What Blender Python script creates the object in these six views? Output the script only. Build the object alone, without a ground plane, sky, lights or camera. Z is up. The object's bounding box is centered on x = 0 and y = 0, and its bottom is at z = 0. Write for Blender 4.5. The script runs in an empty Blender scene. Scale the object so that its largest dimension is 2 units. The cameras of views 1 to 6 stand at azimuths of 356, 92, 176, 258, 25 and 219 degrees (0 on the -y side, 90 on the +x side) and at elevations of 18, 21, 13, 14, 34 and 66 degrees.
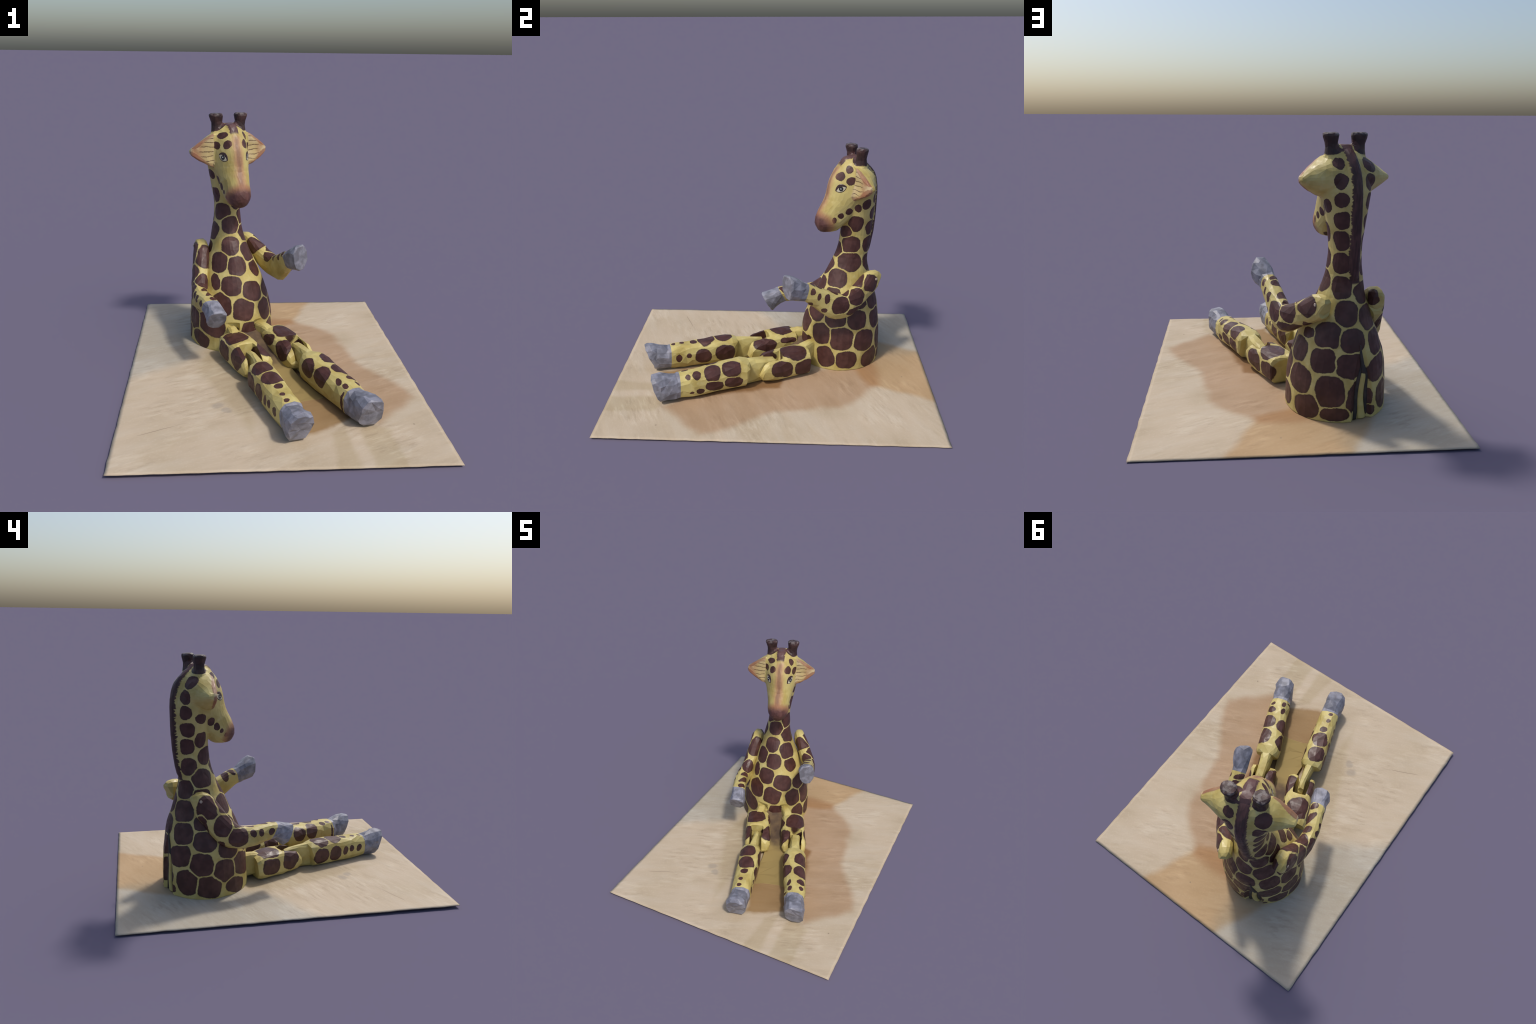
import bpy, bmesh, math, random
from mathutils import Vector, Matrix, noise
from mathutils.bvhtree import BVHTree

random.seed(7)
HEADING = math.radians(19.0)            # the toy sits turned on the slab
SEAT = Vector((-0.235, 0.47, 0.0))      # where the middle of its bottom sits
SLAB_TOP = 0.012
CX = 0.018                              # middle plane of head and neck

# ------------------------------------------------------------------ helpers
def spline(keys, t):
    """Catmull-Rom through a list of equal-length tuples, t in 0..1"""
    n = len(keys) - 1
    f = min(max(t, 0.0), 1.0) * n
    i = min(int(f), n - 1)
    u = f - i
    p0, p1, p2, p3 = keys[max(i-1, 0)], keys[i], keys[i+1], keys[min(i+2, n)]
    out = []
    for a, b, c, d in zip(p0, p1, p2, p3):
        out.append(0.5*((2*b) + (c-a)*u + (2*a-5*b+4*c-d)*u*u + (3*b-a-3*c+d)*u**3))
    return out

def interp(keys, x):
    """piecewise-linear lookup, keys = [(x, values...)] sorted"""
    if x <= keys[0][0]: return keys[0][1:]
    for k0, k1 in zip(keys, keys[1:]):
        if x <= k1[0]:
            u = (x-k0[0])/(k1[0]-k0[0])
            return tuple(a+(b-a)*u for a, b in zip(k0[1:], k1[1:]))
    return keys[-1][1:]

def spow(v, e):
    return math.copysign(abs(v)**e, v)

def loft(bm, rings):
    vr = [[bm.verts.new(p) for p in r] for r in rings]
    n = len(rings[0])
    for r0, r1 in zip(vr, vr[1:]):
        for i in range(n):
            j = (i+1) % n
            bm.faces.new((r0[i], r0[j], r1[j], r1[i]))
    bm.faces.new(list(reversed(vr[0])))
    bm.faces.new(vr[-1])

def ring(c, u, v, a, b, e=2.0, n=40):
    out = []
    for i in range(n):
        t = 2*math.pi*i/n
        out.append(Vector(c) + u*(a*spow(math.cos(t), 2/e)) + v*(b*spow(math.sin(t), 2/e)))
    return out

def slices(bm, rows, steps=60, e=2.0):
    """loft of level cross-sections; rows = (z, cx, cy, a, b)"""
    rings = []
    for k in range(steps+1):
        z, cx, cy, a, b = spline(rows, k/steps)
        rings.append(ring((cx, cy, z), Vector((1, 0, 0)), Vector((0, 1, 0)), max(a, .002), max(b, .002), e))
    loft(bm, rings)

def limb(bm, rows, side=Vector((1, 0, 0)), e=2.4, steps=40, face=None, blend=.3):
    """loft along a spine; rows = (x, y, z, half width, half height);
    face = direction the cut end looks, the sections turn towards it over the last part"""
    rings = []
    for k in range(steps+1):
        t = k/steps
        x, y, z, a, b = spline(rows, t)
        p0 = Vector(spline(rows, t-.02)[:3]); p1 = Vector(spline(rows, t+.02)[:3])
        d = (p1-p0).normalized()
        if face:
            u = max(0.0, (t-1+blend)/blend)
            d = d.lerp(Vector(face).normalized(), min(1.0, u*1.3)).normalized()
        s = (side - d*side.dot(d)).normalized()
        w = d.cross(s)
        rings.append(ring((x, y, z), s, w, max(a, .002), max(b, .002), e))
    loft(bm, rings)

def box(bm, lo, hi):
    x0, y0, z0 = lo; x1, y1, z1 = hi
    loft(bm, [[Vector((x0, y0, z)), Vector((x1, y0, z)), Vector((x1, y1, z)), Vector((x0, y1, z))] for z in (z0, z1)])

def to_mesh(bm, name):
    bmesh.ops.recalc_face_normals(bm, faces=bm.faces[:])
    me = bpy.data.meshes.new(name)
    bm.to_mesh(me); bm.free()
    return me

def carve(bm, name, voxel=0.006, smooth=3, faces=2500, cutters=None, lumps=0.0, shape=None):
    """fuse overlapping lofts to one skin, then whittle it to broad knife facets"""
    ob = bpy.data.objects.new(name, to_mesh(bm, name))
    bpy.context.scene.collection.objects.link(ob)
    m = ob.modifiers.new('fuse', 'REMESH'); m.mode = 'VOXEL'; m.voxel_size = voxel
    extra = []
    if cutters:
        cb = bmesh.new()
        for lo, hi in cutters: box(cb, lo, hi)
        co = bpy.data.objects.new('cut', to_mesh(cb, 'cut'))
        bpy.context.scene.collection.objects.link(co); extra.append(co)
        b = ob.modifiers.new('slot', 'BOOLEAN'); b.operation = 'DIFFERENCE'; b.object = co; b.solver = 'EXACT'
        m2 = ob.modifiers.new('fuse2', 'REMESH'); m2.mode = 'VOXEL'; m2.voxel_size = voxel
    s = ob.modifiers.new('soften', 'SMOOTH'); s.factor = 0.5; s.iterations = smooth
    dg = bpy.context.evaluated_depsgraph_get()
    me = bpy.data.meshes.new_from_object(ob.evaluated_get(dg))
    bpy.data.objects.remove(ob)
    for c in extra: bpy.data.objects.remove(c)
    if shape:
        for v in me.vertices: v.co = shape(v.co)
    if lumps:
        for v in me.vertices:
            k = lumps(v.co) if callable(lumps) else lumps
            v.co += Vector(noise.noise_vector(v.co*15.0))*k + Vector(noise.noise_vector(v.co*33.0))*k*.5
    tri = bpy.data.objects.new('tmp', me)
    bpy.context.scene.collection.objects.link(tri)
    t = tri.modifiers.new('tri', 'TRIANGULATE')
    d = tri.modifiers.new('facets', 'DECIMATE'); d.ratio = min(1.0, faces/(2.0*len(me.polygons)))
    dg = bpy.context.evaluated_depsgraph_get()
    out = bpy.data.meshes.new_from_object(tri.evaluated_get(dg)); out.name = name
    bpy.data.objects.remove(tri)
    for p in out.polygons: p.use_smooth = False
    return out

def knife(me, cuts):
    """add clean edge loops where two differently painted regions meet"""
    bm = bmesh.new(); bm.from_mesh(me)
    for co, no, test in cuts:
        fs = [f for f in bm.faces if test(f.calc_center_median())]
        geom = list({v for f in fs for v in f.verts}) + list({e for f in fs for e in f.edges}) + fs
        bmesh.ops.bisect_plane(bm, geom=geom, plane_co=co, plane_no=no, dist=1e-5)
    bm.to_mesh(me); bm.free()

def split(me, region):
    """separate the faces of one skin by region -> {name: mesh}; border vertices coincide"""
    bm = bmesh.new(); bm.from_mesh(me)
    groups = {}
    for f in bm.faces:
        groups.setdefault(region(f.calc_center_median()), []).append(f)
    out = {}
    for nm, fs in groups.items():
        nb = bmesh.new(); vm = {}
        for f in fs:
            for v in f.verts:
                if v not in vm: vm[v] = nb.verts.new(v.co)
            nb.faces.new([vm[v] for v in f.verts])
        m = bpy.data.meshes.new(nm); nb.to_mesh(m); nb.free()
        for p in m.polygons: p.use_smooth = False
        out[nm] = m
    bm.free()
    return out

def add(name, me, parent, mat=None):
    ob = bpy.data.objects.new(name, me)
    bpy.context.scene.collection.objects.link(ob)
    ob.parent = parent
    if mat: 
        me.materials.clear(); me.materials.append(mat)
    return ob

# ------------------------------------------------------------------ node helpers
class Graph:
    def __init__(self, name):
        self.mat = bpy.data.materials.new(name); self.mat.use_nodes = True
        self.nt = self.mat.node_tree; self.nt.nodes.clear()
        self.out = self.n('ShaderNodeOutputMaterial')
        self.bsdf = self.n('ShaderNodeBsdfPrincipled')
        self.nt.links.new(self.bsdf.outputs[0], self.out.inputs[0])
        self.co = self.n('ShaderNodeTexCoord').outputs['Object']
    def n(self, kind, **kw):
        nd = self.nt.nodes.new(kind)
        for k, v in kw.items(): setattr(nd, k, v)
        return nd
    def plug(self, sock, val):
        if isinstance(val, bpy.types.NodeSocket): self.nt.links.new(val, sock)
        elif isinstance(val, (tuple, list)) and len(val) == 3 and sock.type == 'RGBA': sock.default_value = (*val, 1)
        else: sock.default_value = val
    def math(self, op, a, b=0.0, clamp=False):
        nd = self.n('ShaderNodeMath', operation=op, use_clamp=clamp)
        self.plug(nd.inputs[0], a); self.plug(nd.inputs[1], b)
        return nd.outputs[0]
    def vec(self, op, a, b=None, scale=None):
        nd = self.n('ShaderNodeVectorMath', operation=op)
        self.plug(nd.inputs[0], a)
        if b is not None: self.plug(nd.inputs[1], b)
        if scale is not None: self.plug(nd.inputs['Scale'], scale)
        return nd.outputs['Value'] if op in ('DOT_PRODUCT', 'LENGTH', 'DISTANCE') else nd.outputs['Vector']
    def noise(self, scale, detail=3.0, co=None, color=False, rough=0.5, dist=0.0):
        nd = self.n('ShaderNodeTexNoise')
        nd.inputs['Scale'].default_value = scale; nd.inputs['Detail'].default_value = detail
        nd.inputs['Roughness'].default_value = rough; nd.inputs['Distortion'].default_value = dist
        self.plug(nd.inputs['Vector'], co or self.co)
        return nd.outputs['Color'] if color else nd.outputs['Fac']
    def step(self, v, lo, hi, a=0.0, b=1.0):
        nd = self.n('ShaderNodeMapRange', interpolation_type='SMOOTHSTEP')
        self.plug(nd.inputs['Value'], v)
        for k, x in (('From Min', lo), ('From Max', hi), ('To Min', a), ('To Max', b)): self.plug(nd.inputs[k], x)
        return nd.outputs['Result']
    def mix(self, f, a, b):
        nd = self.n('ShaderNodeMix', data_type='RGBA')
        self.plug(nd.inputs['Factor'], f); self.plug(nd.inputs['A'], a) if False else None
        self.plug(nd.inputs[6], a); self.plug(nd.inputs[7], b)
        return nd.outputs[2]
    def warp(self, amount, scale, fine=0.0):
        c = self.vec('SUBTRACT', self.noise(scale, 1.0, color=True), (.5, .5, .5))
        w = self.vec('ADD', self.co, self.vec('SCALE', c, scale=amount))
        if fine:
            c2 = self.vec('SUBTRACT', self.noise(scale*7, 1.0, color=True), (.5, .5, .5))
            w = self.vec('ADD', w, self.vec('SCALE', c2, scale=fine))
        return w
    def local(self, co, loc, rot, size):
        nd = self.n('ShaderNodeMapping', vector_type='TEXTURE')
        nd.inputs['Location'].default_value = loc
        nd.inputs['Rotation'].default_value = rot
        nd.inputs['Scale'].default_value = size
        self.plug(nd.inputs['Vector'], co)
        return nd.outputs[0]
    def sep(self, co):
        nd = self.n('ShaderNodeSeparateXYZ'); self.plug(nd.inputs[0], co)
        return nd.outputs[0], nd.outputs[1], nd.outputs[2]

YELLOW = (0.55, 0.455, 0.165)
YELLOW2 = (0.42, 0.32, 0.092)
BROWN = (0.053, 0.0185, 0.0145)
BROWN2 = (0.080, 0.031, 0.0255)

# SPOTS-BEGIN: where the painter put each spot: x, y, z, half width, half height, roll, squarish (1) or round (0)
BODY_SPOTS = [
    (-0.021, -0.112, 0.651, 0.054, 0.056, -2, 1), (-0.096, -0.104, 0.551, 0.055, 0.064, 10, 1), (-0.001, -0.175, 0.538, 0.058, 0.058, -3, 1), (-0.055, -0.213, 0.425, 0.063, 0.06, 2, 1),
    (0.082, -0.234, 0.384, 0.071, 0.06, -14, 1), (0.005, -0.28, 0.285, 0.068, 0.068, -7, 1), (-0.125, -0.219, 0.313, 0.06, 0.074, 24, 1), (0.036, -0.295, 0.158, 0.051, 0.048, -1, 1),
    (-0.132, -0.139, 0.438, 0.03, 0.05, 29, 1), (0.097, -0.019, 0.707, 0.074, 0.059, 1, 1), (0.099, -0.101, 0.604, 0.062, 0.063, 9, 1), (0.131, -0.139, 0.503, 0.051, 0.053, 12, 1),
    (0.237, -0.006, 0.353, 0.067, 0.062, -9, 1), (0.2, -0.145, 0.358, 0.065, 0.054, 6, 1), (0.168, -0.229, 0.255, 0.063, 0.069, 16, 1), (0.25, -0.118, 0.236, 0.074, 0.075, 1, 1),
    (0.26, 0.042, 0.21, 0.076, 0.071, -16, 1), (0.209, -0.21, 0.103, 0.057, 0.07, 13, 1), (0.271, -0.086, 0.088, 0.069, 0.059, -3, 1), (0.1, 0.016, 0.962, 0.046, 0.051, 1, 1),
    (0.084, -0.008, 0.819, 0.056, 0.055, 4, 1), (0.053, -0.041, 0.904, 0.042, 0.037, 15, 1), (-0.048, -0.012, 0.852, 0.058, 0.048, 10, 1), (-0.005, -0.065, 0.772, 0.053, 0.053, -2, 1),
    (-0.053, 0.105, 0.794, 0.046, 0.051, 0, 1), (-0.086, 0.032, 0.724, 0.061, 0.055, -7, 1), (-0.043, 0.129, 0.656, 0.054, 0.054, 8, 1), (-0.106, 0.046, 0.619, 0.055, 0.041, -5, 1),
    (-0.07, 0.15, 0.529, 0.064, 0.064, 8, 1), (-0.108, 0.173, 0.405, 0.064, 0.065, 9, 1), (-0.198, 0.069, 0.362, 0.068, 0.058, -4, 1), (-0.112, 0.199, 0.272, 0.077, 0.063, 14, 1),
    (-0.214, 0.101, 0.229, 0.072, 0.066, 0, 1), (-0.244, -0.04, 0.179, 0.073, 0.065, -13, 1), (-0.22, -0.08, 0.302, 0.073, 0.054, -15, 1), (-0.186, -0.189, 0.181, 0.099, 0.068, -21, 1),
    (-0.159, 0.173, 0.113, 0.069, 0.076, 10, 1), (-0.237, 0.063, 0.088, 0.076, 0.066, -5, 1), (-0.229, -0.121, 0.067, 0.075, 0.047, -19, 1), (-0.155, 0.076, 0.467, 0.036, 0.044, -2, 1),
    (-0.063, 0.117, 1.016, 0.043, 0.04, 2, 1), (-0.049, 0.112, 0.916, 0.04, 0.047, 1, 1), (-0.066, 0.032, 0.952, 0.038, 0.046, -9, 1), (0.075, 0.118, 0.812, 0.048, 0.051, 8, 1),
    (0.068, 0.119, 0.688, 0.051, 0.056, 4, 1), (0.057, 0.159, 0.563, 0.056, 0.062, 0, 1), (0.041, 0.206, 0.434, 0.062, 0.058, -6, 1), (0.152, 0.136, 0.454, 0.068, 0.066, 9, 1),
    (0.059, 0.22, 0.307, 0.069, 0.062, -7, 1), (0.179, 0.149, 0.329, 0.067, 0.062, 9, 1), (0.158, 0.189, 0.172, 0.074, 0.08, 6, 1), (0.246, 0.092, 0.072, 0.074, 0.063, 18, 1),
    (0.135, 0.206, 0.053, 0.072, 0.034, 2, 1), (0.032, 0.212, 0.139, 0.047, 0.077, -14, 1), (-0.049, 0.212, 0.127, 0.021, 0.044, -1, 1), (-0.059, 0.222, 0.054, 0.023, 0.026, -7, 1),
    (0.203, 0.035, 0.446, 0.045, 0.026, 16, 1), (0.085, 0.136, 1.028, 0.041, 0.041, 4, 1), (0.079, 0.124, 0.927, 0.043, 0.048, 7, 1),
]
HEAD_SPOTS = [
    (0.132, 0.069, 1.095, 0.031, 0.034, -7, 0), (0.119, 0.014, 1.071, 0.022, 0.026, 1, 0), (0.105, -0.039, 1.051, 0.022, 0.023, -6, 0), (0.1, -0.092, 1.024, 0.02, 0.019, -4, 0),
    (0.096, -0.135, 0.997, 0.015, 0.017, -3, 0), (0.075, -0.097, 1.273, 0.028, 0.028, 7, 0), (0.116, -0.038, 1.25, 0.03, 0.024, 3, 0), (0.096, -0.045, 1.315, 0.025, 0.024, 3, 0),
    (-0.048, -0.053, 1.323, 0.031, 0.021, 7, 0), (-0.078, -0.036, 1.264, 0.026, 0.023, 4, 0), (-0.038, -0.099, 1.273, 0.027, 0.024, 3, 0), (-0.083, 0.096, 1.295, 0.045, 0.044, 5, 0),
    (-0.07, 0.126, 1.209, 0.04, 0.04, 5, 0), (-0.069, 0.128, 1.118, 0.039, 0.043, 4, 0), (-0.092, 0.038, 1.081, 0.039, 0.031, -6, 0), (-0.069, -0.035, 1.054, 0.022, 0.026, -4, 0),
    (-0.066, -0.075, 1.023, 0.02, 0.021, -5, 0), (-0.063, -0.106, 0.995, 0.014, 0.013, -6, 0), (-0.056, -0.143, 0.965, 0.016, 0.013, -7, 0), (0.089, 0.101, 1.298, 0.031, 0.032, -2, 0),
    (0.091, 0.133, 1.218, 0.034, 0.037, 1, 0), (0.09, 0.142, 1.13, 0.036, 0.038, 2, 0),
]
ARM_L_SPOTS = [
    (0.238, 0.068, 0.605, 0.064, 0.053, -12, 1), (0.291, -0.046, 0.549, 0.06, 0.053, -10, 1), (0.318, -0.159, 0.512, 0.057, 0.052, -9, 1), (0.311, -0.248, 0.565, 0.017, 0.03, -8, 0),
    (0.307, -0.302, 0.586, 0.013, 0.023, -10, 0), (0.3, -0.343, 0.625, 0.016, 0.021, -9, 0), (0.309, -0.268, 0.494, 0.019, 0.015, 1, 0), (0.293, -0.356, 0.539, 0.019, 0.015, 14, 0),
    (0.195, 0.003, 0.615, 0.066, 0.053, 9, 1), (0.245, -0.11, 0.559, 0.039, 0.039, -50, 1), (0.239, -0.284, 0.626, 0.025, 0.042, 29, 0), (0.254, -0.193, 0.585, 0.037, 0.027, 23, 0),
    (0.239, -0.333, 0.65, 0.036, 0.017, 37, 0), (0.289, -0.036, 0.457, 0.087, 0.022, 14, 1), (0.219, 0.057, 0.497, 0.027, 0.028, 35, 1),
]
ARM_R_SPOTS = [
    (-0.208, 0.055, 0.578, 0.064, 0.067, -7, 1), (-0.24, -0.028, 0.459, 0.055, 0.061, -7, 1), (-0.276, -0.113, 0.384, 0.058, 0.054, -4, 1), (-0.192, 0.075, 0.475, 0.021, 0.076, -6, 1),
    (-0.226, -0.02, 0.342, 0.025, 0.023, -9, 1), (-0.288, -0.207, 0.4, 0.02, 0.023, -8, 0), (-0.292, -0.262, 0.395, 0.019, 0.021, -10, 0), (-0.289, -0.336, 0.39, 0.02, 0.021, -10, 0),
    (-0.166, -0.034, 0.579, 0.055, 0.075, 4, 1), (-0.205, -0.133, 0.45, 0.047, 0.048, 18, 1), (-0.219, -0.21, 0.422, 0.032, 0.02, 36, 0), (-0.215, -0.284, 0.423, 0.053, 0.021, 52, 0),
    (-0.219, -0.369, 0.428, 0.031, 0.02, 41, 0), (-0.112, 0.114, 0.618, 0.033, 0.041, 13, 1),
]
THIGH_L_SPOTS = [
    (0.208, -0.435, 0.182, 0.084, 0.066, 75, 1), (0.288, -0.531, 0.102, 0.07, 0.051, -11, 1), (0.272, -0.379, 0.082, 0.06, 0.06, -13, 1), (0.1, -0.433, 0.135, 0.057, 0.033, 23, 1),
    (0.115, -0.588, 0.133, 0.055, 0.061, 22, 1),
]
THIGH_R_SPOTS = [
    (-0.176, -0.412, 0.104, 0.064, 0.056, -12, 1), (-0.16, -0.573, 0.127, 0.057, 0.069, -25, 1), (-0.104, -0.414, 0.183, 0.07, 0.071, 20, 1), (0.017, -0.562, 0.144, 0.075, 0.043, -16, 1),
    (0.001, -0.393, 0.147, 0.057, 0.018, -11, 1),
]
CALF_L_SPOTS = [
    (0.286, -0.86, 0.174, 0.057, 0.052, 81, 1), (0.294, -0.982, 0.168, 0.053, 0.049, 81, 1), (0.298, -1.08, 0.167, 0.026, 0.032, 80, 0), (0.298, -1.135, 0.165, 0.015, 0.018, 79, 0),
    (0.187, -1.17, 0.085, 0.067, 0.01, -86, 0), (0.313, -0.853, 0.082, 0.056, 0.036, -12, 1), (0.319, -0.976, 0.084, 0.057, 0.033, -15, 1), (0.325, -1.068, 0.068, 0.024, 0.019, -13, 0),
    (0.327, -1.119, 0.067, 0.014, 0.01, -9, 0), (0.155, -0.852, 0.141, 0.053, 0.048, -12, 1), (0.17, -0.969, 0.144, 0.05, 0.054, -12, 1), (0.211, -1.088, 0.164, 0.018, 0.025, -19, 0),
    (0.221, -1.142, 0.167, 0.015, 0.021, -17, 0),
]
CALF_R_SPOTS = [
    (-0.17, -0.815, 0.092, 0.055, 0.052, -10, 1), (-0.168, -0.928, 0.091, 0.045, 0.049, -11, 1), (-0.173, -1.014, 0.1, 0.022, 0.03, -10, 0), (-0.177, -1.064, 0.106, 0.018, 0.022, -11, 0),
    (-0.171, -1.131, 0.1, 0.021, 0.027, -11, 0), (-0.112, -0.825, 0.188, 0.057, 0.052, 22, 1), (-0.103, -0.943, 0.184, 0.053, 0.053, 19, 1), (-0.106, -1.03, 0.181, 0.025, 0.022, 18, 0),
    (-0.116, -1.105, 0.175, 0.016, 0.014, 20, 0), (-0.122, -1.161, 0.17, 0.017, 0.012, 25, 0), (-0.02, -0.831, 0.107, 0.065, 0.051, -8, 1), (-0.03, -0.975, 0.1, 0.051, 0.049, -7, 1),
    (-0.036, -1.069, 0.115, 0.016, 0.017, -9, 0), (-0.039, -1.137, 0.106, 0.02, 0.026, -6, 0),
]
# SPOTS-END

def spot_frames(table, bvh):
    """table rows (x, y, z, half width, half height, roll, squareness) -> placed on the skin"""
    out = []
    for x, y, z, a, b, roll, sq in table:
        p, nrm, _, _ = bvh.find_nearest(Vector((x, y, z)))
        # average the facet normals round about, so that the frame follows the form
        nn = nrm.copy()
        for hit in bvh.find_nearest_range(p, max(a, b)*0.8): nn += hit[1]*0.05
        nn.normalize()
        up = Vector((0, 0, 1)) if abs(nn.z) < 0.75 else Vector((0, 1, 0))
        u = up.cross(nn).normalized(); v = nn.cross(u)
        R = Matrix((u, v, nn)).transposed() @ Matrix.Rotation(math.radians(roll), 3, 'Z')
        out.append((p, R.to_euler(), a, b, sq))
    return out

def painted(name, frames, extra=None, depth=0.05):
    """glossy hand-painted wood: brown spots with soft dark rims on yellow"""
    g = Graph(name)
    w = g.warp(0.020, 16.0, 0.006)
    d = d2 = None
    for p, r, a, b, sq in frames:
        l = g.local(w, p, r, (a, b, max(a, b, depth)*1.1))
        q = g.vec('DOT_PRODUCT', l, l); k = g.math('MULTIPLY', q, q)
        if sq > .5:                     # squarish: half way to a superellipse
            v = g.vec('MULTIPLY', l, l)
            nd = g.n('ShaderNodeMath', operation='MULTIPLY_ADD')
            g.plug(nd.inputs[0], g.vec('DOT_PRODUCT', v, v)); g.plug(nd.inputs[1], .5); g.plug(nd.inputs[2], g.math('MULTIPLY', k, .42))
            k = nd.outputs[0]
        if d is None: d = k
        else:                           # keep the nearest and the second nearest spot
            far = g.math('MAXIMUM', d, k)
            d2 = far if d2 is None else g.math('MINIMUM', d2, far)
            d = g.math('MINIMUM', d, k)
    mottle = g.noise(9.0, 4.0)
    ycol = g.mix(g.step(mottle, .35, .7), YELLOW, YELLOW2)
    ycol = g.mix(g.step(g.noise(28.0, 3.0), .5, .8, 0, .35), ycol, (.64, .58, .31))
    bcol = g.mix(g.step(g.noise(22.0, 4.0), .35, .7), BROWN, BROWN2)
    bcol = g.mix(g.step(g.noise(7.0, 5.0, rough=.6), .52, .72, 0, .7), bcol, (.115, .048, .038))   # rubbed paint
    col = ycol
    if d is not None:
        d = g.math('POWER', g.math('MAXIMUM', d, 1e-6), 0.25)
        m = g.step(d, 1.0, 1.08, 1.0, 0.0)
        if d2 is not None:              # a yellow line stays between neighbours
            gap = g.math('SUBTRACT', g.math('POWER', g.math('MAXIMUM', d2, 1e-6), 0.25), d)
            m = g.math('MULTIPLY', m, g.step(gap, .07, .16))
        rim = g.step(d, .84, 1.03)
        rim = g.math('MULTIPLY', rim, .45)
        bcol = g.mix(rim, bcol, (.026, .014, .014))
        col = g.mix(m, ycol, bcol)
    if extra: col = extra(g, col, w)
    g.plug(g.bsdf.inputs['Base Color'], col)
    g.plug(g.bsdf.inputs['Roughness'], g.step(g.noise(30.0, 3.0), .3, .7, .38, .58))
    g.bsdf.inputs['Specular IOR Level'].default_value = 0.4
    bp = g.n('ShaderNodeBump'); bp.inputs['Strength'].default_value = .25; bp.inputs['Distance'].default_value = .004
    g.plug(bp.inputs['Height'], g.noise(45.0, 4.0)); g.nt.links.new(bp.outputs[0], g.bsdf.inputs['Normal'])
    return g.mat

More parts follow.
